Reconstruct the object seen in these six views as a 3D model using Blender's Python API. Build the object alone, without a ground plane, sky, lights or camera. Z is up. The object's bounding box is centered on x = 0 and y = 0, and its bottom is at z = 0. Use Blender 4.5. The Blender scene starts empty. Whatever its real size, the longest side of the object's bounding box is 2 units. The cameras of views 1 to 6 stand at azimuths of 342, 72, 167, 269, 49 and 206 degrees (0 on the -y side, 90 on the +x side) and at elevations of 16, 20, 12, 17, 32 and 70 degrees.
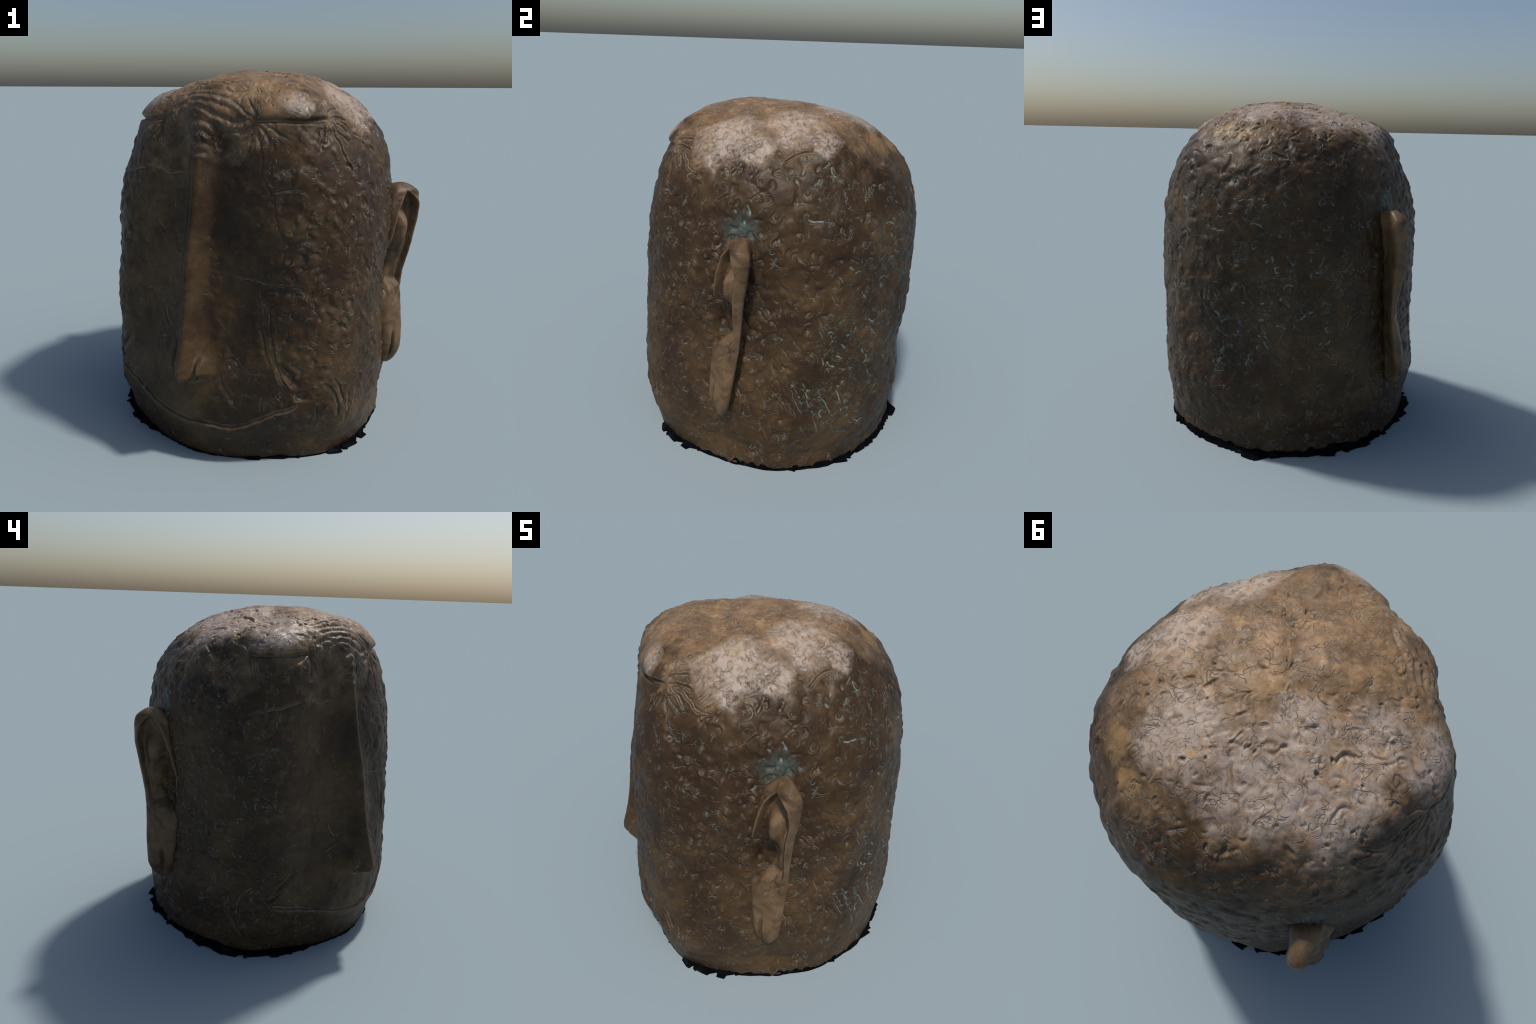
# Bronze head: a tall, stone-like head with a long ridge nose, heavy brow pads,
# folded wrinkles, two standing ears, and a ragged foot rim coloured black for ground shadow.
import bpy, math
import numpy as np

rng = np.random.default_rng(7)

# ------------------------------------------------------------------ frame ----
FACE_AZIMUTH = 314.3                 # the way the face looks (0 = -y, 90 = +x)
CENTRE = np.array([0.0, 0.0, 1.0])   # all directions are measured from here
_a = math.radians(FACE_AZIMUTH)
FRONT = np.array([math.sin(_a), -math.cos(_a), 0.0])
LEFT = np.array([math.cos(_a), math.sin(_a), 0.0])
UP = np.array([0.0, 0.0, 1.0])

# bulk form: distance from CENTRE, one row per 18 degrees round the head
# (first row = nose line, then towards the left ear), one column per polar angle
POLAR = np.radians([0, 18, 34, 48, 62, 78, 96, 116, 138, 150])
BULK = np.array([
    (0.987, 1.028, 0.996, 0.808, 0.701, 0.681, 0.714, 0.820, 1.113, 1.294),
    (0.987, 1.029, 0.987, 0.826, 0.751, 0.722, 0.745, 0.835, 1.093, 1.280),
    (0.987, 1.019, 1.016, 0.894, 0.819, 0.773, 0.777, 0.874, 1.115, 1.288),
    (0.987, 1.006, 1.046, 0.950, 0.870, 0.817, 0.812, 0.911, 1.147, 1.312),
    (0.987, 1.009, 1.005, 0.949, 0.883, 0.833, 0.830, 0.905, 1.134, 1.337),
    (0.987, 1.013, 0.992, 0.944, 0.879, 0.837, 0.834, 0.890, 1.111, 1.353),
    (0.987, 1.013, 1.003, 0.955, 0.873, 0.839, 0.836, 0.886, 1.108, 1.370),
    (0.987, 1.014, 1.013, 0.962, 0.890, 0.846, 0.839, 0.898, 1.136, 1.397),
    (0.987, 1.014, 1.034, 0.992, 0.917, 0.856, 0.845, 0.917, 1.170, 1.429),
    (0.987, 1.020, 1.046, 1.014, 0.936, 0.865, 0.852, 0.927, 1.177, 1.459),
    (0.987, 1.020, 1.044, 1.003, 0.944, 0.868, 0.856, 0.916, 1.176, 1.479),
    (0.987, 1.009, 1.028, 0.993, 0.930, 0.858, 0.847, 0.897, 1.174, 1.486),
    (0.987, 0.994, 1.000, 0.961, 0.900, 0.841, 0.836, 0.893, 1.172, 1.479),
    (0.987, 0.985, 0.985, 0.938, 0.872, 0.824, 0.821, 0.886, 1.159, 1.461),
    (0.987, 0.985, 0.981, 0.925, 0.859, 0.814, 0.810, 0.877, 1.139, 1.439),
    (0.987, 0.995, 0.985, 0.916, 0.856, 0.807, 0.803, 0.873, 1.128, 1.422),
    (0.987, 0.991, 1.000, 0.907, 0.860, 0.801, 0.797, 0.879, 1.138, 1.413),
    (0.987, 0.977, 1.024, 0.923, 0.871, 0.812, 0.802, 0.904, 1.170, 1.394),
    (0.987, 0.996, 1.015, 0.905, 0.797, 0.744, 0.756, 0.856, 1.135, 1.365),
    (0.987, 1.018, 0.982, 0.816, 0.700, 0.677, 0.706, 0.809, 1.123, 1.324),
])

# swells (+) and hollows (-) on that form: theta, polar angle, spread of each (degrees), metres
SWELLS = [
    (97, 92, 21, 23, -.056), (-95, 92, 21, 23, -.052), (99, 95, 4, 7, -.05), (-99, 95, 4, 7, -.05),            # the ears stand in hollows
    (76, 66, 14, 12, -.012),
    (180, 128, 62, 17, .020), (120, 142, 24, 12, .034), (75, 143, 26, 9, .022), (62, 134, 12, 9, .028),  # foot spreads a little
    (-58, 136, 14, 10, .026), (-95, 146, 30, 8, .016), (-138, 108, 14, 12, .018), (-146, 52, 20, 14, .034),
    (-41, 104, 9, 26, .050), (18, 92, 13, 22, -.036), (-15, 88, 8, 16, -.016), (-14, 45, 8, 7, -.022), (12, 45, 8, 7, -.020),   # cheeks
    (0, 132, 34, 9, .024), (0, 30, 26, 7, .018), (-50, 44, 10, 8, .012), (40, 35, 14, 6, .010),          # lips, forehead, brows
    (-82, 22, 32, 10, -.020),
    (22, 98, 14, 18, -.018), (-35, 110, 8, 10, .014), (-42, 72, 8, 10, .016), (114, 90, 10, 22, -.028), (120, 128, 10, 13, .022),
    (-137, 128, 16, 11, -.024), (-80, 118, 14, 12, -.013), (-30, 141, 12, 7, -.018), (18, 138, 12, 7, .016), (80, 57, 11, 9, -.022), (84, 100, 11, 12, -.013),
    (180, 146, 50, 5, .014), (18, 70, 9, 8, -.008), (60, 118, 9, 9, .018), (16, 139, 14, 6, .010), (-36, 110, 8, 9, .010), (78, 102, 8, 10, -.013),
    (150, 112, 12, 9, .010), (-80, 90, 8, 8, .008),
]

NT, NR = 1280, 690                    # columns round the head, rows from crown to foot


def cubic(f):
    return (-.5 * f + f * f - .5 * f ** 3, 1 - 2.5 * f * f + 1.5 * f ** 3,
            .5 * f + 2 * f * f - 1.5 * f ** 3, -.5 * f * f + .5 * f ** 3)


def bulk_radius(theta, phi):
    """Radius of the smooth body for arrays of angles (radians)."""
    na, npz = BULK.shape
    x = (theta / (2 * np.pi) * na) % na
    i = np.floor(x).astype(int)
    wx = cubic(x - i)
    y = np.interp(phi, POLAR, np.arange(npz))
    j = np.minimum(np.floor(y).astype(int), npz - 2)
    wy = cubic(y - j)
    r = 0
    for a in range(4):
        for b in range(4):
            r = r + wx[a] * wy[b] * BULK[(i + a - 1) % na, np.clip(j + b - 1, 0, npz - 1)]
    td, pd = np.degrees(theta), np.degrees(phi)
    for t0, p0, st, sp, amount in SWELLS:
        r = r + amount * np.exp(-(((td - t0 + 180) % 360 - 180) / st) ** 2 - ((pd - p0) / sp) ** 2)
    return r


def direction(theta, phi):
    s = np.sin(phi)
    return (np.cos(theta) * s)[..., None] * FRONT + (np.sin(theta) * s)[..., None] * LEFT + np.cos(phi)[..., None] * UP


def on_body(theta_deg, phi_deg):
    t, p = np.radians(np.asarray(theta_deg, float)), np.radians(np.asarray(phi_deg, float))
    return CENTRE + bulk_radius(t, p)[..., None] * direction(t, p)


def smoothstep(a, b, x):
    t = np.clip((x - a) / (b - a), 0, 1)
    return t * t * (3 - 2 * t)


# ------------------------------------------------------------------ noise ----
def _hash(i, j, k, seed):
    h = (i.astype(np.int64) * 374761393 + j.astype(np.int64) * 668265263 + k.astype(np.int64) * 2147483647 + seed * 1274126177) & 0xFFFFFFFF
    h = ((h ^ (h >> 13)) * 1274126177) & 0xFFFFFFFF
    return ((h ^ (h >> 16)) & 0xFFFF) / 32767.5 - 1.0


def noise(p, scale, seed=0):
    q = p * scale
    i = np.floor(q).astype(np.int64)
    f = q - i
    f = f * f * (3 - 2 * f)
    out = 0
    for a in (0, 1):
        for b in (0, 1):
            for c in (0, 1):
                w = (f[..., 0] if a else 1 - f[..., 0]) * (f[..., 1] if b else 1 - f[..., 1]) * (f[..., 2] if c else 1 - f[..., 2])
                out = out + w * _hash(i[..., 0] + a, i[..., 1] + b, i[..., 2] + c, seed)
    return out


def fractal(p, scale, octaves, seed=0):
    return sum(noise(p, scale * 2 ** o, seed + 11 * o) * .5 ** o for o in range(octaves))


# ------------------------------------------------------------- body grid -----
theta = np.linspace(0, 2 * np.pi, NT, endpoint=False)
# polar angle at which each column reaches the ground
lo, hi = np.full(NT, 2.0), np.full(NT, 2.62)
for _ in range(30):
    mid = (lo + hi) / 2
    z = 1 + bulk_radius(theta, mid) * np.cos(mid)
    lo, hi = np.where(z > 0, mid, lo), np.where(z > 0, hi, mid)
phi_end = (lo + hi) / 2
# rows at even steps of length along the mean profile
_p = np.linspace(0, phi_end.mean(), 4000)
_r = np.mean([bulk_radius(np.full_like(_p, t), _p) for t in np.linspace(0, 2 * np.pi, 12, endpoint=False)], 0)
_x, _z = _r * np.sin(_p), _r * np.cos(_p)
_len = np.concatenate([[0], np.cumsum(np.hypot(np.diff(_x), np.diff(_z)))])
ROW_PHI = np.interp(np.linspace(0.004, _len[-1], NR), _len, _p)          # mean polar angle of each row
TH = np.broadcast_to(theta[None, :], (NR, NT))
PH = ROW_PHI[:, None] / phi_end.mean() * phi_end[None, :]
BASE = CENTRE + bulk_radius(TH, PH)[..., None] * direction(TH, PH)
du = np.roll(BASE, -1, 1) - np.roll(BASE, 1, 1)
dv = np.gradient(BASE, axis=0)
NRM = np.cross(dv, du)
NRM /= np.linalg.norm(NRM, axis=-1, keepdims=True) + 1e-12
NRM *= np.sign((NRM * (BASE - CENTRE)).sum(-1, keepdims=True))
THD = (np.degrees(TH) + 180) % 360 - 180        # degrees from the nose line, + = left side
ABT = np.abs(THD)
PHD = np.degrees(PH)
Z = BASE[..., 2]


def window(th_deg, ph_deg, reach):
    """Row and column indices of the grid within `reach` metres of a point on the body."""
    ph = math.radians(ph_deg)
    k = int(np.interp(ph, ROW_PHI, np.arange(NR)))
    dr = int(reach / _len[-1] * NR * 1.25) + 14
    rows = np.arange(max(0, k - dr), min(NR, k + dr))
    s = max(math.sin(max(ph - reach, 0.0)) * 0.62, 1e-3)
    dc = int(min(NT // 2, reach / s / (2 * np.pi) * NT + 3))
    c = int(round((th_deg % 360) / 360 * NT))
    cols = np.arange(c - dc, c + dc) % NT
    return np.ix_(rows, cols)


# ---------------------------------------------------------------- stamping ---
# hand-made unevenness: every mark is drawn on slightly swum coordinates
N26, N45, N70 = noise(BASE, 26, 5), noise(BASE, 45, 3), noise(BASE, 70, 9)
WARP = np.stack([.011 * noise(BASE, 13, 31 + k) + .006 * noise(BASE, 31, 41 + k) for k in range(3)], -1)
SWUM = BASE + WARP


def frame_at(th, ph):
    w = window(th, ph, .004)
    p = on_body(th, ph)
    n = NRM[w].reshape(-1, 3).mean(0)
    n /= np.linalg.norm(n)
    e = np.cross(UP, n)
    e /= np.linalg.norm(e) + 1e-9
    return p, n, e, np.cross(n, e)      # point, normal, sideways, upwards


def pellet(H, th, ph, a, b, turn, height, tilt, edge=3.0):
    """A flattened lump of clay pressed on the surface, one side lifted."""
    p, n, e, u = frame_at(th, ph)
    w = window(th, ph, max(a, b) * 1.15)
    d = SWUM[w] - p
    x = d @ (e * math.cos(turn) + u * math.sin(turn)) / a
    y = d @ (u * math.cos(turn) - e * math.sin(turn)) / b
    q = x * x + y * y
    q = q * (1 + .25 * N26[w])
    h = height * (1 - np.clip(q, 0, 1) ** edge) + tilt * x
    m = q < 1
    if height > 0:
        H[w] = np.where(m, np.maximum(H[w], H[w] * .25 + h), H[w])
    else:
        H[w] = np.where(m, np.minimum(H[w], H[w] * .25 + h), H[w])


def resample(points, step=3.0):
    """Smooth curve through (theta, phi) points in degrees."""
    pts = np.array(points, float)
    if len(pts) == 2:
        return np.linspace(pts[0], pts[1], 8)
    ext = np.vstack([2 * pts[0] - pts[1], pts, 2 * pts[-1] - pts[-2]])
    out = []
    for i in range(1, len(ext) - 2):
        for f in np.linspace(0, 1, 6, endpoint=False):
            w = cubic(f)
            out.append(sum(w[k] * ext[i - 1 + k] for k in range(4)))
    out.append(pts[-1])
    return np.array(out)


def groove(H, points, depth, width, lip=.35, side=1, taper=.25, wobble=.25, step_out=0.0, step_reach=.05, warp=.5):
    """A crack or fold along a curve; lip raises one side, step_out lifts a whole flank."""
    c = resample(points)
    P = on_body(c[:, 0], c[:, 1])
    seg = np.linalg.norm(np.diff(P, axis=0), axis=1)
    total = seg.sum()
    cum = np.concatenate([[0], np.cumsum(seg)])
    mid = len(c) // 2
    keep = max(width * 5, step_reach * 2 if step_out else 0) + .006
    reach = max(np.linalg.norm(P - P[mid], axis=1).max(), 0.01) + keep
    w = window(c[mid, 0], c[mid, 1], reach)
    B = (BASE + WARP * warp)[w]
    coarse = np.full(B.shape[:2], 9.0)
    for q in P[::2]:
        d = B - q
        coarse = np.minimum(coarse, np.einsum("ijk,ijk->ij", d, d))
    m0 = coarse < (keep + 2 * seg.max()) ** 2
    B, nn = B[m0], NRM[w][m0]
    best = np.full(len(B), 9.0)
    along, sgn = np.zeros(len(B)), np.ones(len(B))
    for i in range(len(seg)):
        s = (P[i + 1] - P[i]) / max(seg[i], 1e-9)
        d = B - P[i]
        t = np.clip(d @ s, 0, seg[i])
        off = d - t[:, None] * s
        off -= (np.einsum("ij,ij->i", off, nn) * .8)[:, None] * nn
        dist = np.sqrt(np.einsum("ij,ij->i", off, off))
        m = dist < best
        best[m], along[m] = dist[m], cum[i] + t[m]
        o, q = off[m], nn[m]
        sgn[m] = np.sign(o[:, 0] * (q[:, 1] * s[2] - q[:, 2] * s[1]) + o[:, 1] * (q[:, 2] * s[0] - q[:, 0] * s[2]) + o[:, 2] * (q[:, 0] * s[1] - q[:, 1] * s[0]))
    t = along / total
    fade = smoothstep(0, taper, t) * smoothstep(0, taper, 1 - t) if taper > 0 else 1.0
    x = best * (1 + wobble * N45[w][m0]) + width * .5 * wobble * N70[w][m0]
    g = -depth * np.exp(-(x / width) ** 2)
    g = g + depth * lip * np.exp(-((x - 2.0 * width) / (1.2 * width)) ** 2) * np.where(sgn * side > 0, 1, .12)
    if step_out:
        g = g + step_out * np.where(sgn * side > 0, np.exp(-(best / step_reach) ** 2), 0) * smoothstep(0, width, best)
    sub = H[w]
    sub[m0] += g * fade
    H[w] = sub


H = np.zeros((NR, NT))


def scatter(n, accept):
    """Random directions spread evenly over the sphere cap that the body fills."""
    k = 0
    while k < n:
        th = rng.uniform(-180, 180)
        ph = math.degrees(math.acos(rng.uniform(math.cos(math.radians(142)), 1)))
        if rng.uniform() < accept(th, ph):
            k += 1
            yield th, ph


def box(x, a, b, s):
    return float(smoothstep(a - s, a, x) * (1 - smoothstep(b, b + s, x)))


def cheek(th, ph):
    return box(abs(th), 54, 94, 24) * box(ph, 44, 130, 8)


def backside(th, ph):
    return box(abs(th), 96, 181, 8) * box(ph, 36, 143, 6)


def crown(th, ph):
    return box(ph, -5, 40, 6)


def face(th, ph):
    return box(abs(th), 0, 46, 6) * box(ph, 42, 130, 4)


# clay pellets: small on the cheeks, broad and flat on the back, few on the face
for th, ph in scatter(700, cheek):
    r = rng.uniform(.020, .042)
    pellet(H, th, ph, r, r * rng.uniform(.45, .85), rng.uniform(0, 6.3), rng.uniform(.003, .0085), rng.uniform(.001, .005), 1.6)
for th, ph in scatter(420, backside):
    r = rng.uniform(.04, .095)
    pellet(H, th, ph, r, r * rng.uniform(.5, .9), rng.uniform(0, 6.3), rng.uniform(.003, .006), rng.uniform(.003, .008), 3)
for th, ph in scatter(260, backside):
    r = rng.uniform(.02, .045)
    pellet(H, th, ph, r, r * rng.uniform(.6, .95), rng.uniform(0, 6.3), rng.uniform(.003, .008), rng.uniform(.001, .004), 2.5)
for th, ph in scatter(420, crown):
    r = rng.uniform(.018, .05)
    pellet(H, th, ph, r, r * rng.uniform(.5, .9), rng.uniform(0, 6.3), rng.uniform(.002, .005), rng.uniform(.0, .003), 4)
for th, ph in scatter(330, face):
    r = rng.uniform(.015, .05)
    pellet(H, th, ph, r, r * rng.uniform(.4, .9), rng.uniform(0, 6.3), rng.uniform(.001, .0042), .001, 2)
# thumb dents
for th, ph in scatter(380, lambda t, p: .45 * face(t, p) + .7 * cheek(t, p) + .35 * backside(t, p)):
    r = rng.uniform(.014, .036)
    pellet(H, th, ph, r, r * rng.uniform(.4, .9), rng.uniform(0, 6.3), -rng.uniform(.002, .0075), .001, 1.2)


for _ in range(3):                        # the lumps are rubbed over before the marks are cut
    H = (np.roll(H, 1, 1) + np.roll(H, -1, 1) + 2 * H) / 4
    H[1:-1] = (H[:-2] + H[2:] + 2 * H[1:-1]) / 4


def strokes(n, accept, length, depth, width, slope=None, spread=3.2, bend=.5):
    for th, ph in scatter(n, accept):
        L = rng.uniform(*length)
        turn = rng.uniform(0, 6.3) if slope is None else math.radians(slope(th, ph)) + rng.normal(0, spread)
        k = rng.normal(0, bend)
        pts = []
        s = max(math.sin(math.radians(ph)), .12)
        for t in (-.5, -.17, .17, .5):
            a = turn + k * t * 2
            pts.append((th + math.degrees(L * t * math.cos(a) / .8 / s), ph - math.degrees(L * t * math.sin(a) / .85)))
        groove(H, pts, rng.uniform(*depth), rng.uniform(*width), lip=rng.uniform(.15, .55), side=rng.choice([-1, 1]), taper=.35, wobble=.5, warp=1.0)


strokes(320, backside, (.035, .10), (.003, .008), (.005, .009), bend=1.2)
strokes(190, cheek, (.025, .07), (.003, .008), (.005, .008), bend=1.2)
strokes(300, crown, (.02, .08), (.003, .008), (.003, .006), bend=.9)
strokes(120, face, (.02, .06), (.0015, .005), (.003, .006), bend=.6)
# combed lines that run down and back behind each ear
strokes(75, lambda t, p: box(abs(t), 106, 138, 5) * box(p, 82, 134, 6), (.08, .20), (.003, .0055), (.005, .008),
        slope=lambda t, p: -62 if t > 0 else -118, spread=.16, bend=.15)

# smooth patches where the clay was wiped: crown front and bald spots
calm = 1 - .85 * np.exp(-((np.linalg.norm(BASE - on_body(10, 15), axis=-1) / .20) ** 4))
calm *= 1 - .85 * np.exp(-((np.linalg.norm(BASE - on_body(-171, 23), axis=-1) / .11) ** 4))
calm *= 1 - .7 * np.exp(-((np.linalg.norm(BASE - on_body(-125, 20), axis=-1) / .06) ** 4))
for s in (1, -1):
    calm *= 1 - .8 * np.exp(-((np.linalg.norm(BASE - on_body(s * 43, 37), axis=-1) / .13) ** 4))
calm *= 1 - .9 * smoothstep(136, 141, PHD) * smoothstep(75, 60, ABT)
calm *= 1 - .75 * np.exp(-(THD / 8) ** 2) * smoothstep(46, 50, PHD)
H *= calm * 1.1

# broad unevenness and fine grain
H += .006 * fractal(BASE, 5.0, 2, 1) + .0022 * noise(BASE, 15, 6) + .0016 * fractal(BASE, 30, 2, 4)

# small deep pits on the crown
for th, ph in scatter(60, crown):
    r = rng.uniform(.004, .009)
    pellet(H, th, ph, r * rng.uniform(1, 2.2), r, rng.uniform(0, 3), -rng.uniform(.006, .014), 0, 1.5)

# ------------------------------------------------------ features of the face -
for s in (1, -1):
    # brow pad: a smooth roll that overhangs a straight groove
    g = np.interp(ABT, [20, 27, 37, 48, 58, 66], [38.2, 38.2, 39.4, 40.6, 40.7, 40.7])
    d = (g - PHD) * math.radians(1) * .95
    span = smoothstep(24, 31, ABT) * smoothstep(62, 53, ABT) * (np.sign(THD) == s)
    H += span * np.where(d > 0, .008 * smoothstep(-.001, .014, d) * np.exp(-(np.maximum(d - .02, 0) / .05) ** 2), -.004 * np.exp(-(d / .05) ** 2))
    groove(H, [(s * 25, 37.9), (s * 37.4, 39.4), (s * 48, 40.6), (s * 59.5, 40.6)], .022, .0085, lip=.12, side=0, taper=.1, wobble=.12)

INNER = [[(-1, 0), (4, 4.1), (6.7, 8.2)], [(0, 0), (9.5, 4.5), (15.7, 7.4)], [(0, 0), (-5.6, 1.9), (-11, 3.4)],
         [(0, 0), (-3.8, 6.9), (-8.4, 11)], [(0, 0), (-1.7, -2.9), (-5.1, -7.2)], [(0, 0), (-7, -2.9), (-12, -6)],
         [(0, 0), (0.8, 5), (2.5, 9.0)]]
OUTER = [[(0, 0), (9.1, .4), (13.1, 2.2), (17.4, 4.4), (25, 4.6)], [(0, 0), (5, 3.6), (10, 7.2)], [(0, 0), (-1, 4.4), (-2, 7)],
         [(0, 0), (4, -3.1), (12, -5)], [(-2.5, 1), (-4, 5), (-7, 8.5)], [(0, 0), (3, 6.5), (5.5, 12), (10, 16)],
         [(0, 0), (8, 2.0), (12.5, 6.0)], [(0, 0), (9, -1), (15, -.5)]]
for s in (1, -1):
    for k, ray in enumerate(INNER):
        groove(H, [(s * (27 + a), 38.1 + b) for a, b in ray], .0065, .0065, lip=.5, side=1 if k % 2 else -1, taper=.3, wobble=.5, warp=1.0)
    for k, ray in enumerate(OUTER):
        groove(H, [(s * (58 + a), 40.7 + b) for a, b in ray], .0080, .0065, lip=.6, side=1 if k % 2 else -1, taper=.25, wobble=.5, warp=1.0)
# fan of folds behind the left temple
for pts in ([(75.2, 44), (81.7, 39.4), (90.1, 36.4)], [(76.5, 44.9), (82.2, 42.1), (85.1, 40.6)], [(74, 43), (79, 38.6), (85, 35.5)],
            [(-75, 43), (-81, 40), (-88, 37)], [(-77, 46), (-84, 44), (-90, 40)]):
    groove(H, pts, .009, .007, lip=.6, taper=.25)
# long gouges over the left temple and crown
for pts, dep in (([(118.9, 40.9), (125, 38.7), (131, 37.7), (135.2, 38.3)], .014), ([(90.4, 41.5), (95.6, 40.2), (101, 38.8), (106.1, 35.7), (115.2, 32.1)], .010),
                 ([(98.3, 45.4), (99.8, 42.8)], .014), ([(75.8, 32.7), (79.4, 27.6)], .009), ([(128.6, 32.9), (136.8, 35.6)], .011),
                 ([(-95, 11), (-80, 12)], .012), ([(-128, 17), (-118, 20)], .011), ([(-85, 20), (-75, 19), (-66, 22)], .010),
                 ([(-150, 40), (-144, 41)], .011), ([(-140, 38), (-133, 40)], .010), ([(-158, 46), (-150, 48)], .011), ([(-112, 33), (-108, 36)], .011),
                 ([(-95, 31), (-88, 28), (-84, 30)], .009), ([(-70, 33), (-66, 30)], .009)):
    groove(H, pts, dep, .007, lip=.4, taper=.3, wobble=.5)

# folds across the root of the nose
for pts in ([(-12, 34.6), (-1.3, 34.4), (6.2, 35.7), (15.4, 37.1), (25, 36.6)], [(-9, 37.9), (1.3, 37.4), (9, 39.2)], [(-7.5, 40.2), (1.3, 39.9), (7.5, 40.9)],
            [(-6, 42.7), (3, 42.4), (6, 42.9)], [(-5.8, 44.9), (3, 44.7), (5, 45)], [(-16, 32.6), (-2.8, 32.4), (8.2, 33.8), (18.5, 35.9)],
            [(-22, 31.7), (-6.6, 30.6), (6.9, 31.2), (14.4, 32.7), (20, 35.3)], [(-25, 29.7), (-9.2, 28.7), (8.8, 29.3), (22, 30)],
            [(-24, 35), (-17, 33.5), (-10, 33.5)], [(-26, 27.5), (-5, 26.4), (15, 27)], [(-20, 24.8), (0, 24.2), (18, 25.4)],
            [(10.6, 38.1), (18, 37.5), (25.9, 38)], [(10.1, 39.9), (15.7, 39.2), (21.8, 39.8), (25.9, 38.6)]):
    groove(H, pts, rng.uniform(.006, .010), rng.uniform(.007, .010), lip=.6, side=-1, taper=.25, wobble=.3, warp=1.0)
# cracks of the face
CRACKS = [
    ([(-57.8, 60.1), (-51.2, 58.7), (-45.9, 57.2), (-41.6, 56.1), (-36.2, 54.2), (-25.2, 51.5), (-21.5, 51.9), (-14.7, 50.4), (-8, 50.2)], .008, .0055),
    ([(27.1, 40.5), (29.8, 47.1), (29.3, 51.4), (31.2, 56.3), (33.1, 60.1), (33.9, 65.9), (35.7, 72.4), (36.7, 76.7), (37.3, 87.3)], .0035, .0045),
    ([(33.1, 58.1), (41.5, 58.2), (43.8, 58.1)], .006, .005),
    ([(9, 89.5), (14.9, 89.3), (21.1, 89.9), (26.9, 89.9), (32.5, 90.6), (36, 91), (42.3, 91.5), (46.9, 92.4)], .0065, .0055),
    ([(26.9, 91.1), (27.9, 97.2), (29.1, 107.5), (30.6, 115), (32.2, 119.2)], .0045, .006),
    ([(32.1, 97.5), (32.1, 107.2), (33.6, 114.8), (35, 120.1), (38.3, 124.2), (42.3, 126.1)], .008, .008),
    ([(12.6, 122.3), (14.2, 125.4), (17.3, 128.2), (19.2, 130.4)], .006, .008), ([(12, 119.2), (18.2, 119), (20.8, 120.9)], .005, .006),
    ([(29.5, 126.5), (29.1, 130.8)], .006, .006), ([(-24.7, 69.6), (-18.7, 75.6)], .007, .005), ([(-16.9, 58.6), (-16.6, 63.7)], .006, .005),
    ([(-16.2, 106.3), (-15.3, 109.6), (-12.5, 112.3)], .007, .006), ([(-19.1, 118.1), (-11.2, 115.5)], .006, .006), ([(-44.4, 57.2), (-44.5, 64.6)], .007, .006),
    ([(50.7, 122.4), (55.5, 125.1), (57.6, 128.3), (58.1, 132.5)], .009, .009), ([(55.8, 121.6), (58.3, 124.5), (60.1, 128.5)], .009, .008),
    ([(48.7, 128.3), (50, 133.2)], .007, .008), ([(65.1, 138.1), (65.6, 130.8), (68.9, 126.6)], .006, .008), ([(58.8, 137), (62.1, 132.8), (62.8, 125.6)], .007, .008),
    ([(-50.7, 122.4), (-55.5, 125.1), (-57.6, 128.3), (-58.1, 132.5)], .008, .009), ([(-55, 138), (-60, 132), (-62, 125)], .007, .008)]
for pts, dep, wid in CRACKS:
    groove(H, pts, dep, wid, lip=.4, taper=.15, wobble=.4)
# fold of the cheek that ends in the mouth corner, and the corner itself
for s in (1, -1):
    groove(H, [(s * 34.8, 117.1), (s * 37.1, 120), (s * 44.1, 124.5)], .014, .018, lip=.5, side=-s, taper=.3, wobble=.1)
    pellet(H, s * 44.2, 126.1, .045, .028, -.5 * s, -.024, 0, 1.0)
# mouth: the lower lip stands a little proud of the lip above
groove(H, [(-46, 127.6), (-35.8, 130), (-24.3, 131.9), (-17.8, 132.8), (-9.6, 134), (0.8, 134.4), (9.6, 134.5), (14.8, 135), (22.1, 134.2),
           (29.1, 132.3), (34.8, 130.7), (39.4, 129.4), (44, 127.5)], .012, .008, lip=.0, side=-1, taper=.06, wobble=.12, step_out=.014, step_reach=.07)

# soften the single-vertex steps
for _ in range(2):
    H = (np.roll(H, 1, 1) + np.roll(H, -1, 1) + 2 * H) / 4
    H[1:-1] = (H[:-2] + H[2:] + 2 * H[1:-1]) / 4
cap = smoothstep(0, 3.0, PHD)
H = H * cap + (H[12].mean()) * (1 - cap)
POS = BASE + NRM * H[..., None]

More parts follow.
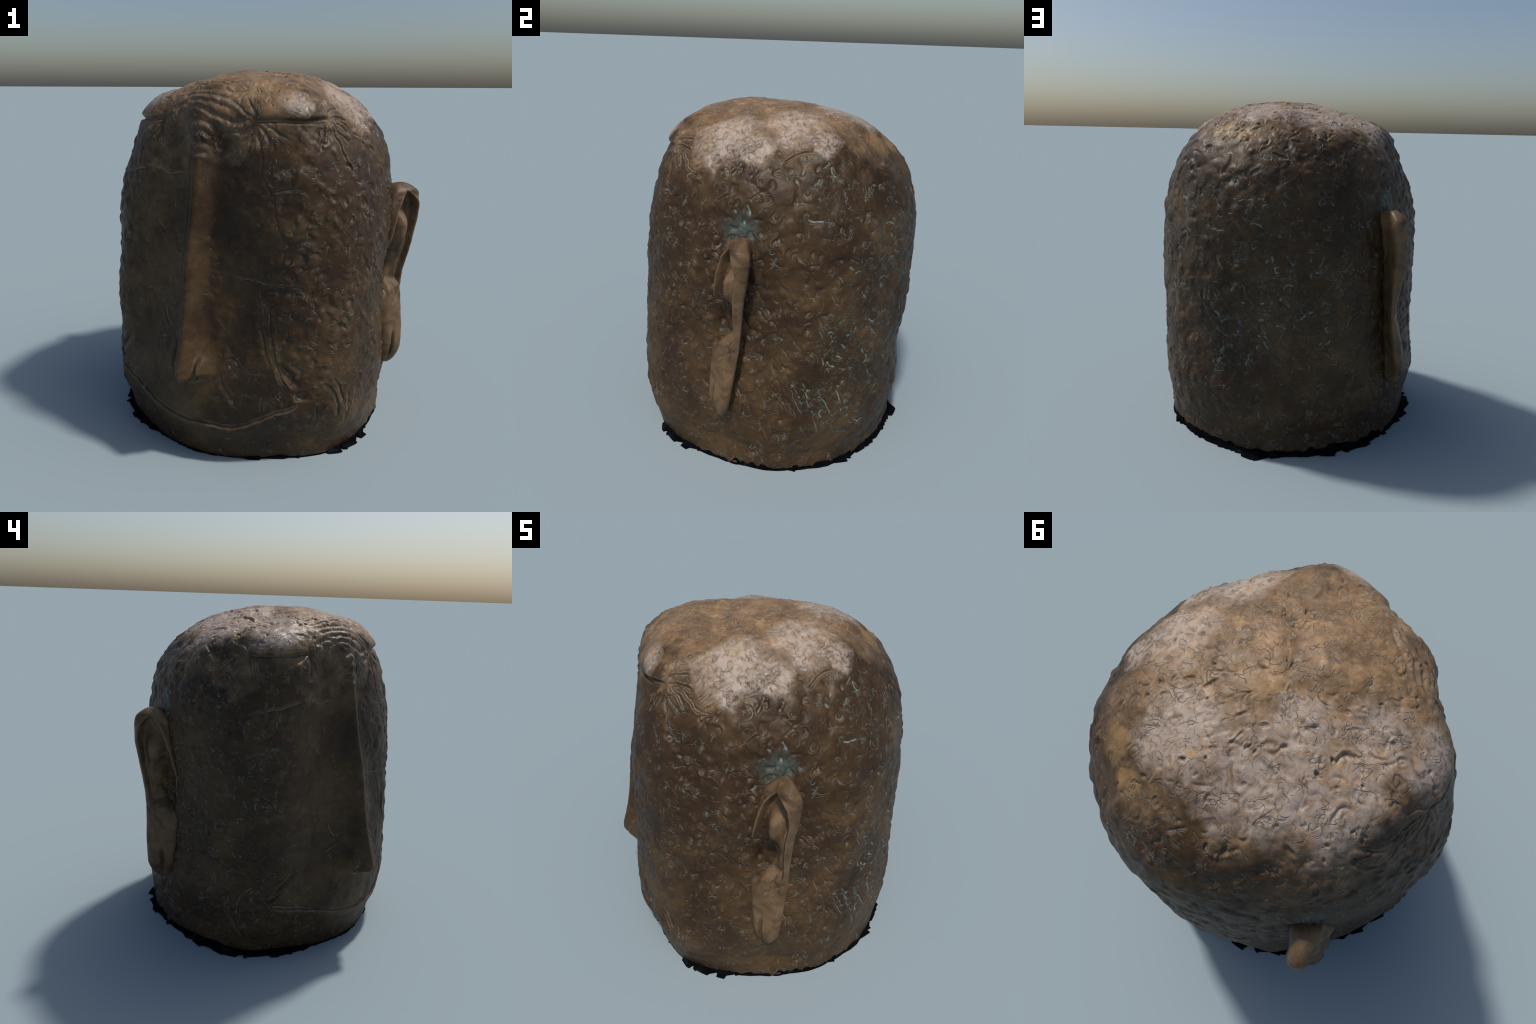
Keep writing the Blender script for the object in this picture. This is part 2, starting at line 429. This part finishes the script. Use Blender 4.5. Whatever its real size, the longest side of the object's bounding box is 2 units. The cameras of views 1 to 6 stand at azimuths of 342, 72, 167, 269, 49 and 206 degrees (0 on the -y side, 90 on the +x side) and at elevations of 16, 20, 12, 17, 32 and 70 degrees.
# ---------------------------------------------------------------- nose -------
side = BASE @ LEFT - np.interp(Z, [.5, .9, 1.3], [.008, .0, -.006])
zz = Z
NOSE_Z = [.440, .460, .480, .51, .55, .60, .70, .80, .90, 1.05, 1.20, 1.35, 1.45, 1.55, 1.65, 1.75, 1.82, 1.90]
NOSE_H = [.0, .040, .102, .118, .122, .116, .102, .090, .082, .084, .084, .076, .062, .048, .032, .022, .010, 0]
NOSE_W = [.060, .060, .058, .056, .055, .053, .050, .050, .050, .050, .050, .050, .050, .050, .052, .056, .06, .06]
zn = zz - .022 * np.minimum((side / .08) ** 2, 1.5) * smoothstep(.7, .55, zz)      # the tip hangs lower than the wings
crest, half = np.interp(zn, NOSE_Z, NOSE_H), np.interp(zn, NOSE_Z, NOSE_W)
nose = crest * np.exp(-np.abs(side / (half * 1.08)) ** 2.2)
for s in (1, -1):   # wings
    wing = .074 * np.exp(-(((side - s * .080) / .040) ** 2) - np.abs((zz - .535) / np.where(zz > .535, .075, .042)) ** 2.4)
    nose = (np.maximum(nose, 0) ** 3 + wing ** 3) ** (1 / 3)
    nose -= .055 * np.exp(-(((side - s * .060) / .030) ** 2) - ((zz - .468) / .020) ** 2) * smoothstep(.01, .05, nose)
nose *= (ABT < 60)
POS = POS + nose[..., None] * FRONT
POS[..., 2] = np.maximum(POS[..., 2], 0.0)
POS[-1, :, 2] = 0.0


# --------------------------------------------------------------- meshes ------
def new_mesh(name, verts, faces, mat, normals=None):
    me = bpy.data.meshes.new(name)
    verts = np.asarray(verts, np.float32)
    faces = np.asarray(faces, np.int32)
    n, k = faces.shape
    me.vertices.add(len(verts))
    me.vertices.foreach_set("co", verts.ravel())
    me.loops.add(n * k)
    me.loops.foreach_set("vertex_index", faces.ravel())
    me.polygons.add(n)
    me.polygons.foreach_set("loop_start", np.arange(0, n * k, k, dtype=np.int32))
    me.polygons.foreach_set("use_smooth", np.ones(n, bool))
    me.update(calc_edges=True)
    me.validate()
    if normals is not None:
        me.normals_split_custom_set_from_vertices(normals.tolist())
    me.materials.append(mat)
    ob = bpy.data.objects.new(name, me)
    bpy.context.scene.collection.objects.link(ob)
    return ob


# ------------------------------------------------------------- materials -----
class Nodes:
    def __init__(self, name):
        self.mat = bpy.data.materials.new(name)
        self.mat.use_nodes = True
        self.t = self.mat.node_tree
        self.bsdf = self.t.nodes["Principled BSDF"]
        self.co = self.t.nodes.new("ShaderNodeTexCoord").outputs["Object"]

    def link(self, a, b):
        self.t.links.new(a, b)

    def noise(self, scale, detail=4, rough=.55, distort=0.0, offset=(0, 0, 0)):
        m = self.t.nodes.new("ShaderNodeMapping")
        m.inputs["Location"].default_value = offset
        self.link(self.co, m.inputs["Vector"])
        n = self.t.nodes.new("ShaderNodeTexNoise")
        n.inputs["Scale"].default_value, n.inputs["Detail"].default_value = scale, detail
        n.inputs["Roughness"].default_value, n.inputs["Distortion"].default_value = rough, distort
        self.link(m.outputs[0], n.inputs["Vector"])
        return n.outputs["Fac"]

    def ramp(self, fac, stops):
        r = self.t.nodes.new("ShaderNodeValToRGB")
        e = r.color_ramp.elements
        while len(e) < len(stops):
            e.new(.5)
        for k, (pos, col) in enumerate(stops):
            e[k].position = pos
            e[k].color = (*col, 1) if isinstance(col, tuple) else (col, col, col, 1)
        self.link(fac, r.inputs[0])
        return r.outputs[0]

    def mix(self, fac, a, b, mode="MIX"):
        m = self.t.nodes.new("ShaderNodeMix")
        m.data_type, m.blend_type = "RGBA", mode
        for sock, v in ((m.inputs[0], fac), (m.inputs[6], a), (m.inputs[7], b)):
            if hasattr(v, "is_linked"):
                self.link(v, sock)
            else:
                sock.default_value = (*v, 1) if isinstance(v, tuple) else v
        return m.outputs[2]

    def math(self, op, a, b=None, clamp=False):
        m = self.t.nodes.new("ShaderNodeMath")
        m.operation, m.use_clamp = op, clamp
        for sock, v in zip(m.inputs, (a, b)):
            if v is None:
                continue
            if hasattr(v, "is_linked"):
                self.link(v, sock)
            else:
                sock.default_value = v
        return m.outputs[0]

    def near(self, point, reach, ragged=.35, scale=9.0):
        """1 near a point of the object, falling to 0 along a ragged edge."""
        v = self.t.nodes.new("ShaderNodeVectorMath")
        v.operation = "DISTANCE"
        self.link(self.co, v.inputs[0])
        v.inputs[1].default_value = tuple(float(c) for c in point)
        d = self.math("DIVIDE", v.outputs["Value"], reach)
        d = self.math("ADD", d, self.math("MULTIPLY", self.math("SUBTRACT", self.noise(scale, 5), .5), ragged * 4))
        return self.ramp(d, [(.55, 1.0), (1.0, 0.0)])

    def most(self, masks):
        out = masks[0]
        for m in masks[1:]:
            out = self.math("MAXIMUM", out, m)
        return out


def bronze(name, worn=0.0, patches=True):
    n = Nodes(name)
    geo = n.t.nodes.new("ShaderNodeNewGeometry").outputs["Pointiness"]
    tone = n.ramp(n.noise(2.6, 6, .62, .4), [(.28, (.023, .0115, .0042)), (.46, (.043, .0228, .0086)), (.60, (.072, .041, .016)), (.76, (.118, .067, .026))])  # browns darkened overall toward the shade baked over the sides
    mottle = n.ramp(n.noise(26, 5, .6, .6, (3, 1, 2)), [(.3, .72), (.7, 1.2)])
    col = n.mix(1.0, tone, mottle, "MULTIPLY")
    # darker, redder casting skin in drifts
    col = n.mix(n.math("MULTIPLY", n.ramp(n.noise(5.5, 5, .6, .8, (7, 3, 1)), [(.52, 0.0), (.68, 1.0)]), .5), col, (.027, .011, .005))
    rough = n.ramp(n.noise(18, 4), [(.3, .38), (.7, .58)])
    crack = n.ramp(geo, [(.460, 1.0), (.492, 0.0)])
    dust = .7  # strength of the sky-light tint put into the cracks
    if patches:
        at = on_body
        # crown lightened in ochre for overhead sun, then torn-edged patches painted for sky sheen
        crown = n.near(at(0, 1), .74, .34, 5.0)
        ochre = n.ramp(n.noise(6.5, 6, .65, .7, (2, 2, 6)), [(.36, (.17, .105, .055)), (.50, (.26, .162, .085)), (.62, (.37, .225, .11))])
        col = n.mix(n.math("MULTIPLY", crown, .8), col, n.mix(1.0, ochre, mottle, "MULTIPLY"))
        amber = n.most([n.near(at(171, 5), .08), n.near(at(-172, 39), .08), n.near(at(175, 38), .10)])
        col = n.mix(n.math("MULTIPLY", amber, .45), col, (.34, .20, .08))
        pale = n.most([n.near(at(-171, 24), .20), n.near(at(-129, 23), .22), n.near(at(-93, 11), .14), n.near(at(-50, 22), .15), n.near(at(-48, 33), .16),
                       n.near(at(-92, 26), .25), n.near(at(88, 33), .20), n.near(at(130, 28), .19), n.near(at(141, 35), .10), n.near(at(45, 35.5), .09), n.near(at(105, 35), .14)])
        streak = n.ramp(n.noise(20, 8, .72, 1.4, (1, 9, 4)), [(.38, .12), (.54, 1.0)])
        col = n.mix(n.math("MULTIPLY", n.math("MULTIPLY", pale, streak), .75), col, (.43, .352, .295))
        # ochre breaks in the painted sky sheen
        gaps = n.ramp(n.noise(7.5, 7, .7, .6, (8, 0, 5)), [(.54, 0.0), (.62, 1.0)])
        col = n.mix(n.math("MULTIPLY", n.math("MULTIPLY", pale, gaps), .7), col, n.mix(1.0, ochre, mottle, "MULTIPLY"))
        vein = n.ramp(n.noise(34, 6, .7, 2.2, (6, 1, 3)), [(.54, 0.0), (.64, 1.0)])
        col = n.mix(n.math("MULTIPLY", n.math("MULTIPLY", crown, vein), .3), col, (.45, .41, .36))
        # verdigris: round the ear roots and in drifts over the back
        green = n.most([n.near(at(104, 60), .13), n.near(at(-104, 60), .12), n.near(at(140, 52), .22, .5), n.near(at(150, 104), .30, .6), n.near(at(146, 122), .26, .6),
                        n.near(at(-154, 96), .34, .6), n.near(at(167, 72), .28, .6), n.near(at(-164, 58), .26, .6), n.near(at(-170, 109), .3, .6), n.near(at(20, 121), .10)])
        fleck = n.ramp(n.noise(22, 6, .7, 2.0, (2, 5, 8)), [(.54, 0.0), (.66, 1.0)])
        col = n.mix(n.math("MULTIPLY", n.math("MULTIPLY", green, fleck), .6), col, (.105, .140, .120))
        col = n.mix(n.math("MULTIPLY", n.math("MULTIPLY", green, crack), .85), col, (.20, .30, .285))
        ear_stain = n.most([n.near(at(104, 60.5), .10), n.near(at(-104, 60.5), .09)])
        col = n.mix(n.math("MULTIPLY", n.math("MULTIPLY", ear_stain, n.ramp(n.noise(24, 6, .7, 1.0), [(.35, .2), (.6, 1.0)])), .6), col, (.070, .110, .100))
    # some cracks tinted pale where their lips catch the sky
    lit_lip_mask = n.ramp(n.noise(9, 4, .6, .5, (4, 4, 0)), [(.36, .2), (.54, 1.0)])
    col = n.mix(n.math("MULTIPLY", n.math("MULTIPLY", crack, lit_lip_mask), dust), col, (.185, .170, .138))
    # hairline arcs between clay plates, coloured pale to show lit dent edges
    def contour(scale, offset, width):
        off = n.math("ABSOLUTE", n.math("SUBTRACT", n.noise(scale, 1.5, .5, .3, offset), .5))
        return n.ramp(off, [(.0, 1.0), (width * .4, .9), (width, 0.0)])

    seam = n.math("MAXIMUM", contour(13, (1, 7, 3), .020), contour(17, (6, 2, 9), .017))
    arcs = n.ramp(n.noise(15, 4, .6, .5, (9, 2, 7)), [(.50, 0.0), (.58, 1.0)])
    seam = n.math("MULTIPLY", seam, arcs)
    plain = n.most([n.near(on_body(0, 75), .62, .25, 4.0), n.near(on_body(0, 115), .55, .25, 4.0)])       # the face was modelled smooth
    seam = n.math("MULTIPLY", seam, n.math("SUBTRACT", 1.0, n.math("MULTIPLY", plain, .88)))
    if worn:
        seam = n.math("MULTIPLY", seam, .25)
    col = n.mix(n.math("MULTIPLY", seam, .46), col, n.mix(n.ramp(n.noise(4, 3), [(.45, 0.0), (.60, 1.0)]), (.165, .150, .122), (.135, .165, .150)))
    ridge = n.ramp(geo, [(.512, 0.0), (.550, 1.0)])
    col = n.mix(n.math("MULTIPLY", ridge, .55), col, (.23, .155, .095))  # ridge tops lightened to draw highlights along the relief
    if worn:
        col = n.mix(n.math("MULTIPLY", n.ramp(n.noise(8, 6, .65, .8, (5, 5, 5)), [(.34, .15), (.62, 1.0)]), worn), col, (.185, .118, .064))
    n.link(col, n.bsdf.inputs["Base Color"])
    n.link(rough, n.bsdf.inputs["Roughness"])
    n.bsdf.inputs["Specular IOR Level"].default_value = .25
    b = n.t.nodes.new("ShaderNodeBump")
    b.inputs["Strength"].default_value, b.inputs["Distance"].default_value = .35, .004
    n.link(n.math("ADD", n.noise(60, 6, .6), n.math("MULTIPLY", n.noise(190, 3, .6), .4)), b.inputs["Height"])
    cut = n.t.nodes.new("ShaderNodeBump")
    cut.invert = True
    cut.inputs["Strength"].default_value, cut.inputs["Distance"].default_value = .8, .004
    n.link(seam, cut.inputs["Height"])
    n.link(b.outputs[0], cut.inputs["Normal"])
    n.link(cut.outputs[0], n.bsdf.inputs["Normal"])
    return n.mat


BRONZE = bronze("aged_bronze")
EAR_BRONZE = bronze("rubbed_bronze", worn=.8, patches=False)
n = Nodes("baked_ground_shadow")
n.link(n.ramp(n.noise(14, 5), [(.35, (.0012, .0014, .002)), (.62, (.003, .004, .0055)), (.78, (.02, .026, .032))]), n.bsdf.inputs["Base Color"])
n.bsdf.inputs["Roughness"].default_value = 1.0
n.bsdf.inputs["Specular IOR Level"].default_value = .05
BAKED_SHADOW = n.mat

# ---------------------------------------------------- head, face and nose ----
du = np.roll(POS, -1, 1) - np.roll(POS, 1, 1)
dv = np.gradient(POS, axis=0)
PN = np.cross(dv, du)
PN *= np.sign((PN * NRM).sum(-1, keepdims=True) + 1e-12)
PN /= np.linalg.norm(PN, axis=-1, keepdims=True) + 1e-12
r, c = np.meshgrid(np.arange(NR - 1), np.arange(NT), indexing="ij")
idx = lambda a, b: a * NT + b % NT
quads = np.stack([idx(r, c), idx(r + 1, c), idx(r + 1, c + 1), idx(r, c + 1)], -1).reshape(-1, 4)
is_nose = ((nose > .014) & (np.abs(side) < .14) & (zz < 1.80))[:-1].reshape(-1)
is_face = ((ABT < 60) & (PHD > 41.5))[:-1].reshape(-1) & ~is_nose
flatP, flatN = POS.reshape(-1, 3), PN.reshape(-1, 3)


def region(name, mask, extra=None):
    f = quads[mask]
    verts, nrm = flatP, flatN
    used = np.unique(f)
    remap = np.full(len(verts), -1)
    remap[used] = np.arange(len(used))
    V, Nn, F = verts[used], nrm[used], remap[f]
    if extra:                                   # close the crown
        top = len(V)
        V = np.vstack([V, POS[0].mean(0)])
        Nn = np.vstack([Nn, [0, 0, 1]])
        ring = remap[np.arange(NT)]
        extra_tris = np.stack([np.full(NT, top), ring, np.roll(ring, -1)], -1)
        return V, Nn, F, extra_tris
    return V, Nn, F, None


def mixed_mesh(name, V, Nn, Q, T, mat):
    me = bpy.data.meshes.new(name)
    nq, nt = len(Q), 0 if T is None else len(T)
    loops = np.concatenate([Q.ravel(), T.ravel()] if nt else [Q.ravel()]).astype(np.int32)
    starts = np.concatenate([np.arange(nq) * 4, nq * 4 + np.arange(nt) * 3]).astype(np.int32)
    me.vertices.add(len(V))
    me.vertices.foreach_set("co", V.astype(np.float32).ravel())
    me.loops.add(len(loops))
    me.loops.foreach_set("vertex_index", loops)
    me.polygons.add(nq + nt)
    me.polygons.foreach_set("loop_start", starts)
    me.polygons.foreach_set("use_smooth", np.ones(nq + nt, bool))
    me.update(calc_edges=True)
    me.normals_split_custom_set_from_vertices(Nn.astype(np.float32))
    me.materials.append(mat)
    ob = bpy.data.objects.new(name, me)
    bpy.context.scene.collection.objects.link(ob)
    return ob


parts = []
V, Nn, Q, T = region("head", ~is_nose & ~is_face, True)
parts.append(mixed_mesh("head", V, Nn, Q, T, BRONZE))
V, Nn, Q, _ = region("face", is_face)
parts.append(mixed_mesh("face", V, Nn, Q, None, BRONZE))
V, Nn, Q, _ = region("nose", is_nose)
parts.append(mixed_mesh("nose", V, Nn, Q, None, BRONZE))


# ---------------------------------------------------------------- ears -------
# One ear is a curved slab from a root line on the head to a free rim; relief on
# its front gives the curled helix, the hollow, the inner fold, the hole and the lobe.
EAR_Z = np.array([.36, .45, .60, .70, .80, .90, 1.00, 1.10, 1.20, 1.30, 1.36, 1.41])
RIM_T = np.array([101, 102.5, 104.3, 105.4, 106.4, 107.0, 107.5, 108.0, 109.0, 109.4, 109.0, 108.0])
RIM_R = np.array([.845, .868, .864, .855, .850, .855, .868, .884, .906, .916, .914, .895])
ROOT_T = np.array([95.5, 94.0, 93.5, 93.0, 93.5, 94.0, 93.8, 95.0, 96.8, 99.0, 101.0, 103.5])


def ear(name, s):
    nu, nv = 90, 300
    zb, zt = .355, 1.405
    v = np.linspace(0, 1, nv)
    z = zb + (zt - zb) * (1 - np.cos(np.pi * v)) / 2
    rim_t, rim_r, root_t = (np.interp(z, EAR_Z, a) for a in (RIM_T, RIM_R, ROOT_T))
    ph = np.arctan2(.8, z - 1)
    for _ in range(6):      # radius of the body at the root, at this height
        rs = bulk_radius(np.radians(root_t * s), ph)
        ph = np.arctan2(rs * np.sin(ph), z - 1)
    if s < 0:                                 # the right ear stands out a little more below
        rim_r = rim_r + .018 * smoothstep(1.35, 1.1, z)
    root_r = rs * np.sin(ph) - .018
    root_r = np.maximum(root_r, np.interp(z, [.4, .7, .95, 1.2, 1.4], [.76, .745, .735, .735, .745]))
    pt = lambda t, rr: rr[:, None] * (np.cos(np.radians(t))[:, None] * FRONT + s * np.sin(np.radians(t))[:, None] * LEFT)
    A, B = pt(root_t, root_r), pt(rim_t, rim_r)
    # rounded ends: the slab narrows at the top and at the lobe
    e = np.clip(np.minimum((z - zb) / .075, (zt - z) / .085), 0, 1)
    grow = np.sqrt(1 - (1 - e) ** 2)
    mid = .52
    u = np.linspace(0, 1, nu)
    U = mid + (u[None, :] - mid) * (.06 + .94 * grow)[:, None]
    M = A[:, None] * (1 - U[..., None]) + B[:, None] * U[..., None]
    M[..., 2] = z[:, None]
    across = B - A
    across /= np.linalg.norm(across, axis=1, keepdims=True)
    nf = np.cross(across, UP) * s            # towards the front and outside
    nf *= np.sign((nf * FRONT).sum(1, keepdims=True))
    Zg = np.broadcast_to(z[:, None], U.shape)
    # ---- relief of the front face, metres
    def zc(*k):                               # smooth curve over height
        fine = np.linspace(.3, 1.45, 400)
        val = np.interp(fine, [a for a, _ in k], [b for _, b in k])
        ker = np.hanning(25)
        val = np.convolve(np.pad(val, 12, mode="edge"), ker / ker.sum(), mode="valid")
        return np.interp(Zg, fine, val)

    ridge = lambda x, w: np.exp(-(x / w) ** 2)
    rear = zc((.80, .90), (1.0, .90), (1.22, .88), (1.30, .82), (1.345, .66), (1.37, .50))
    fore = zc((1.02, .06), (1.15, .09), (1.24, .14), (1.30, .22), (1.345, .38), (1.37, .50))
    # sunk floor inside the loop of the helix, open towards the hole below it
    inside = smoothstep(.0, .10, U - fore) * smoothstep(.0, .10, rear - U) * smoothstep(.80, .86, Zg) * smoothstep(1.375, 1.325, Zg)
    helix = .022 * np.maximum(np.maximum(ridge(U - rear, .10) * smoothstep(.80, 1.05, Zg), ridge(U - fore, .085) * smoothstep(1.03, 1.12, Zg)), ridge(Zg - 1.368, .034))
    fold = .066 * np.exp(-np.abs((U - .53 - (1.15 - Zg) * .5) / .20) ** 2.6 - np.abs((Zg - 1.145) / .092) ** 3)
    fold = fold + .026 * ridge(U - .74, .10) * smoothstep(.82, .90, Zg) * smoothstep(1.12, 1.02, Zg)
    hole = -.075 * np.exp(-np.abs((U - zc((.80, .16), (.92, .30), (1.05, .26))) / zc((.80, .12), (.94, .25), (1.08, .16))) ** 4 - np.abs((Zg - .925) / .125) ** 4)
    tragus = .030 * np.exp(-((U - .0) / .09) ** 2 - ((Zg - .96) / .085) ** 2)
    lobe = .018 * np.exp(-((U - .5) / .42) ** 4 - np.abs((Zg - .56) / .19) ** 4)
    slit = -.034 * np.exp(-((U - .40 - (Zg - .5) * .35) / .055) ** 2 - ((Zg - .485) / .070) ** 2)
    crease = -.012 * np.exp(-((Zg - .725 - .14 * (U - .5)) / .012) ** 2) * smoothstep(.35, .5, U)
    crease = crease - .010 * np.exp(-((U - .66 - (Zg - .8) * .6) / .035) ** 2 - ((Zg - .78) / .05) ** 2)
    rel = -.050 * inside + helix + fold + hole + tragus + lobe + slit + crease
    for _ in range(5):                        # fingers leave no sharp steps
        rel[1:-1] = (rel[:-2] + 2 * rel[1:-1] + rel[2:]) / 4
        rel[:, 1:-1] = (rel[:, :-2] + 2 * rel[:, 1:-1] + rel[:, 2:]) / 4
    rel = rel + .0030 * fractal(M, 22, 2, 8)
    # ---- thickness, rounded to the edges
    tcore = np.interp(z, [.36, .5, .7, .9, 1.1, 1.3, 1.4], [.020, .030, .022, .020, .028, .038, .032])
    edge = np.sqrt(np.clip(1 - np.abs((u - .5) * 2) ** 6, 0, 1))[None, :] * (.15 + .85 * grow)[:, None]
    tf = (tcore[:, None] + rel) * edge
    back = (tcore[:, None] + .075 * np.exp(-(U / .58) ** 3) + .0025 * fractal(M + 3, 18, 2, 8)) * edge
    tf = np.maximum(tf, -back + .004)
    Fp = M + nf[:, None] * tf[..., None]
    Bp = M - nf[:, None] * back[..., None]
    P = np.vstack([Fp.reshape(-1, 3), Bp.reshape(-1, 3)])
    off = nu * nv
    i, j = np.meshgrid(np.arange(nv - 1), np.arange(nu - 1), indexing="ij")
    a = (i * nu + j).ravel()
    q1 = np.stack([a, a + 1, a + nu + 1, a + nu], -1)
    q2 = q1[:, ::-1] + off
    k = np.arange(nv - 1) * nu
    e1 = np.stack([k, k + nu, k + nu + off, k + off], -1)
    k2 = k + nu - 1
    e2 = np.stack([k2, k2 + off, k2 + nu + off, k2 + nu], -1)
    k = np.arange(nu - 1)
    e3 = np.stack([k, k + off, k + 1 + off, k + 1], -1)
    k3 = k + (nv - 1) * nu
    e4 = np.stack([k3, k3 + 1, k3 + 1 + off, k3 + off], -1)
    Q = np.vstack([q1, q2, e1, e2, e3, e4])
    if s > 0:
        Q = Q[:, ::-1]
    import bmesh
    ob = new_mesh(name, P, Q, EAR_BRONZE)
    bm = bmesh.new()
    bm.from_mesh(ob.data)
    bmesh.ops.remove_doubles(bm, verts=bm.verts, dist=.0006)
    bmesh.ops.recalc_face_normals(bm, faces=bm.faces)
    for f in bm.faces:
        f.smooth = True
    bm.to_mesh(ob.data)
    bm.free()
    return ob


parts.append(ear("ear", 1))
parts.append(ear("ear.001", -1))

# ------------------------------------------------------ ragged rim modelled from ground shadow ----
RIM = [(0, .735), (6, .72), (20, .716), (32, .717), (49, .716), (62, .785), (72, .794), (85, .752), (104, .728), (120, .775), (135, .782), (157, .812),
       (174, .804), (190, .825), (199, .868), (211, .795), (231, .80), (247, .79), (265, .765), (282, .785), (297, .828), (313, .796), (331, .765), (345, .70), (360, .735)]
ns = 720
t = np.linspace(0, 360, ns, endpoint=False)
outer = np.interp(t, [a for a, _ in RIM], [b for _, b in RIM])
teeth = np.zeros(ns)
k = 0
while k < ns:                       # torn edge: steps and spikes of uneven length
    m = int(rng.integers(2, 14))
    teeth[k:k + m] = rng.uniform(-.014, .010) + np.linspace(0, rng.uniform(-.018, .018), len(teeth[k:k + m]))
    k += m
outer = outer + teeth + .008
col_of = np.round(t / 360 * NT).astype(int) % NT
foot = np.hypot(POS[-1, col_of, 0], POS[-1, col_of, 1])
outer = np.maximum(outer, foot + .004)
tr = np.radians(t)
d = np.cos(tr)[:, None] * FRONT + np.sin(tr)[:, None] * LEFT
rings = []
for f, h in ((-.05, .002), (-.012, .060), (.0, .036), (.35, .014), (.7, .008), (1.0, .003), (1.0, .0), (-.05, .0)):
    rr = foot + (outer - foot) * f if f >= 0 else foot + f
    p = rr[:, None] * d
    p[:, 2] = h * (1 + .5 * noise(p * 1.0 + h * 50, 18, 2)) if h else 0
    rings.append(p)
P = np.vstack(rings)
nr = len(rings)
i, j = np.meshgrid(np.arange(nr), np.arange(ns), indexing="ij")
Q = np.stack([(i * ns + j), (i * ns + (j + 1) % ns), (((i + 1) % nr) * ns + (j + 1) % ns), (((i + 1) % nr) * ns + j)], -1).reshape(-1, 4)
strip = new_mesh("base_rim", P, Q, BAKED_SHADOW)
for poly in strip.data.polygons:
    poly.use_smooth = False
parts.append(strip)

# ---------------------------------------------------------------- thing ------
root = bpy.data.objects.new("bronze_head_sculpture", None)
bpy.context.scene.collection.objects.link(root)
root["label"] = "weathered brown bronze head with long nose, large ears"
root["category"] = "sculpture"
for ob in parts:
    ob.parent = root
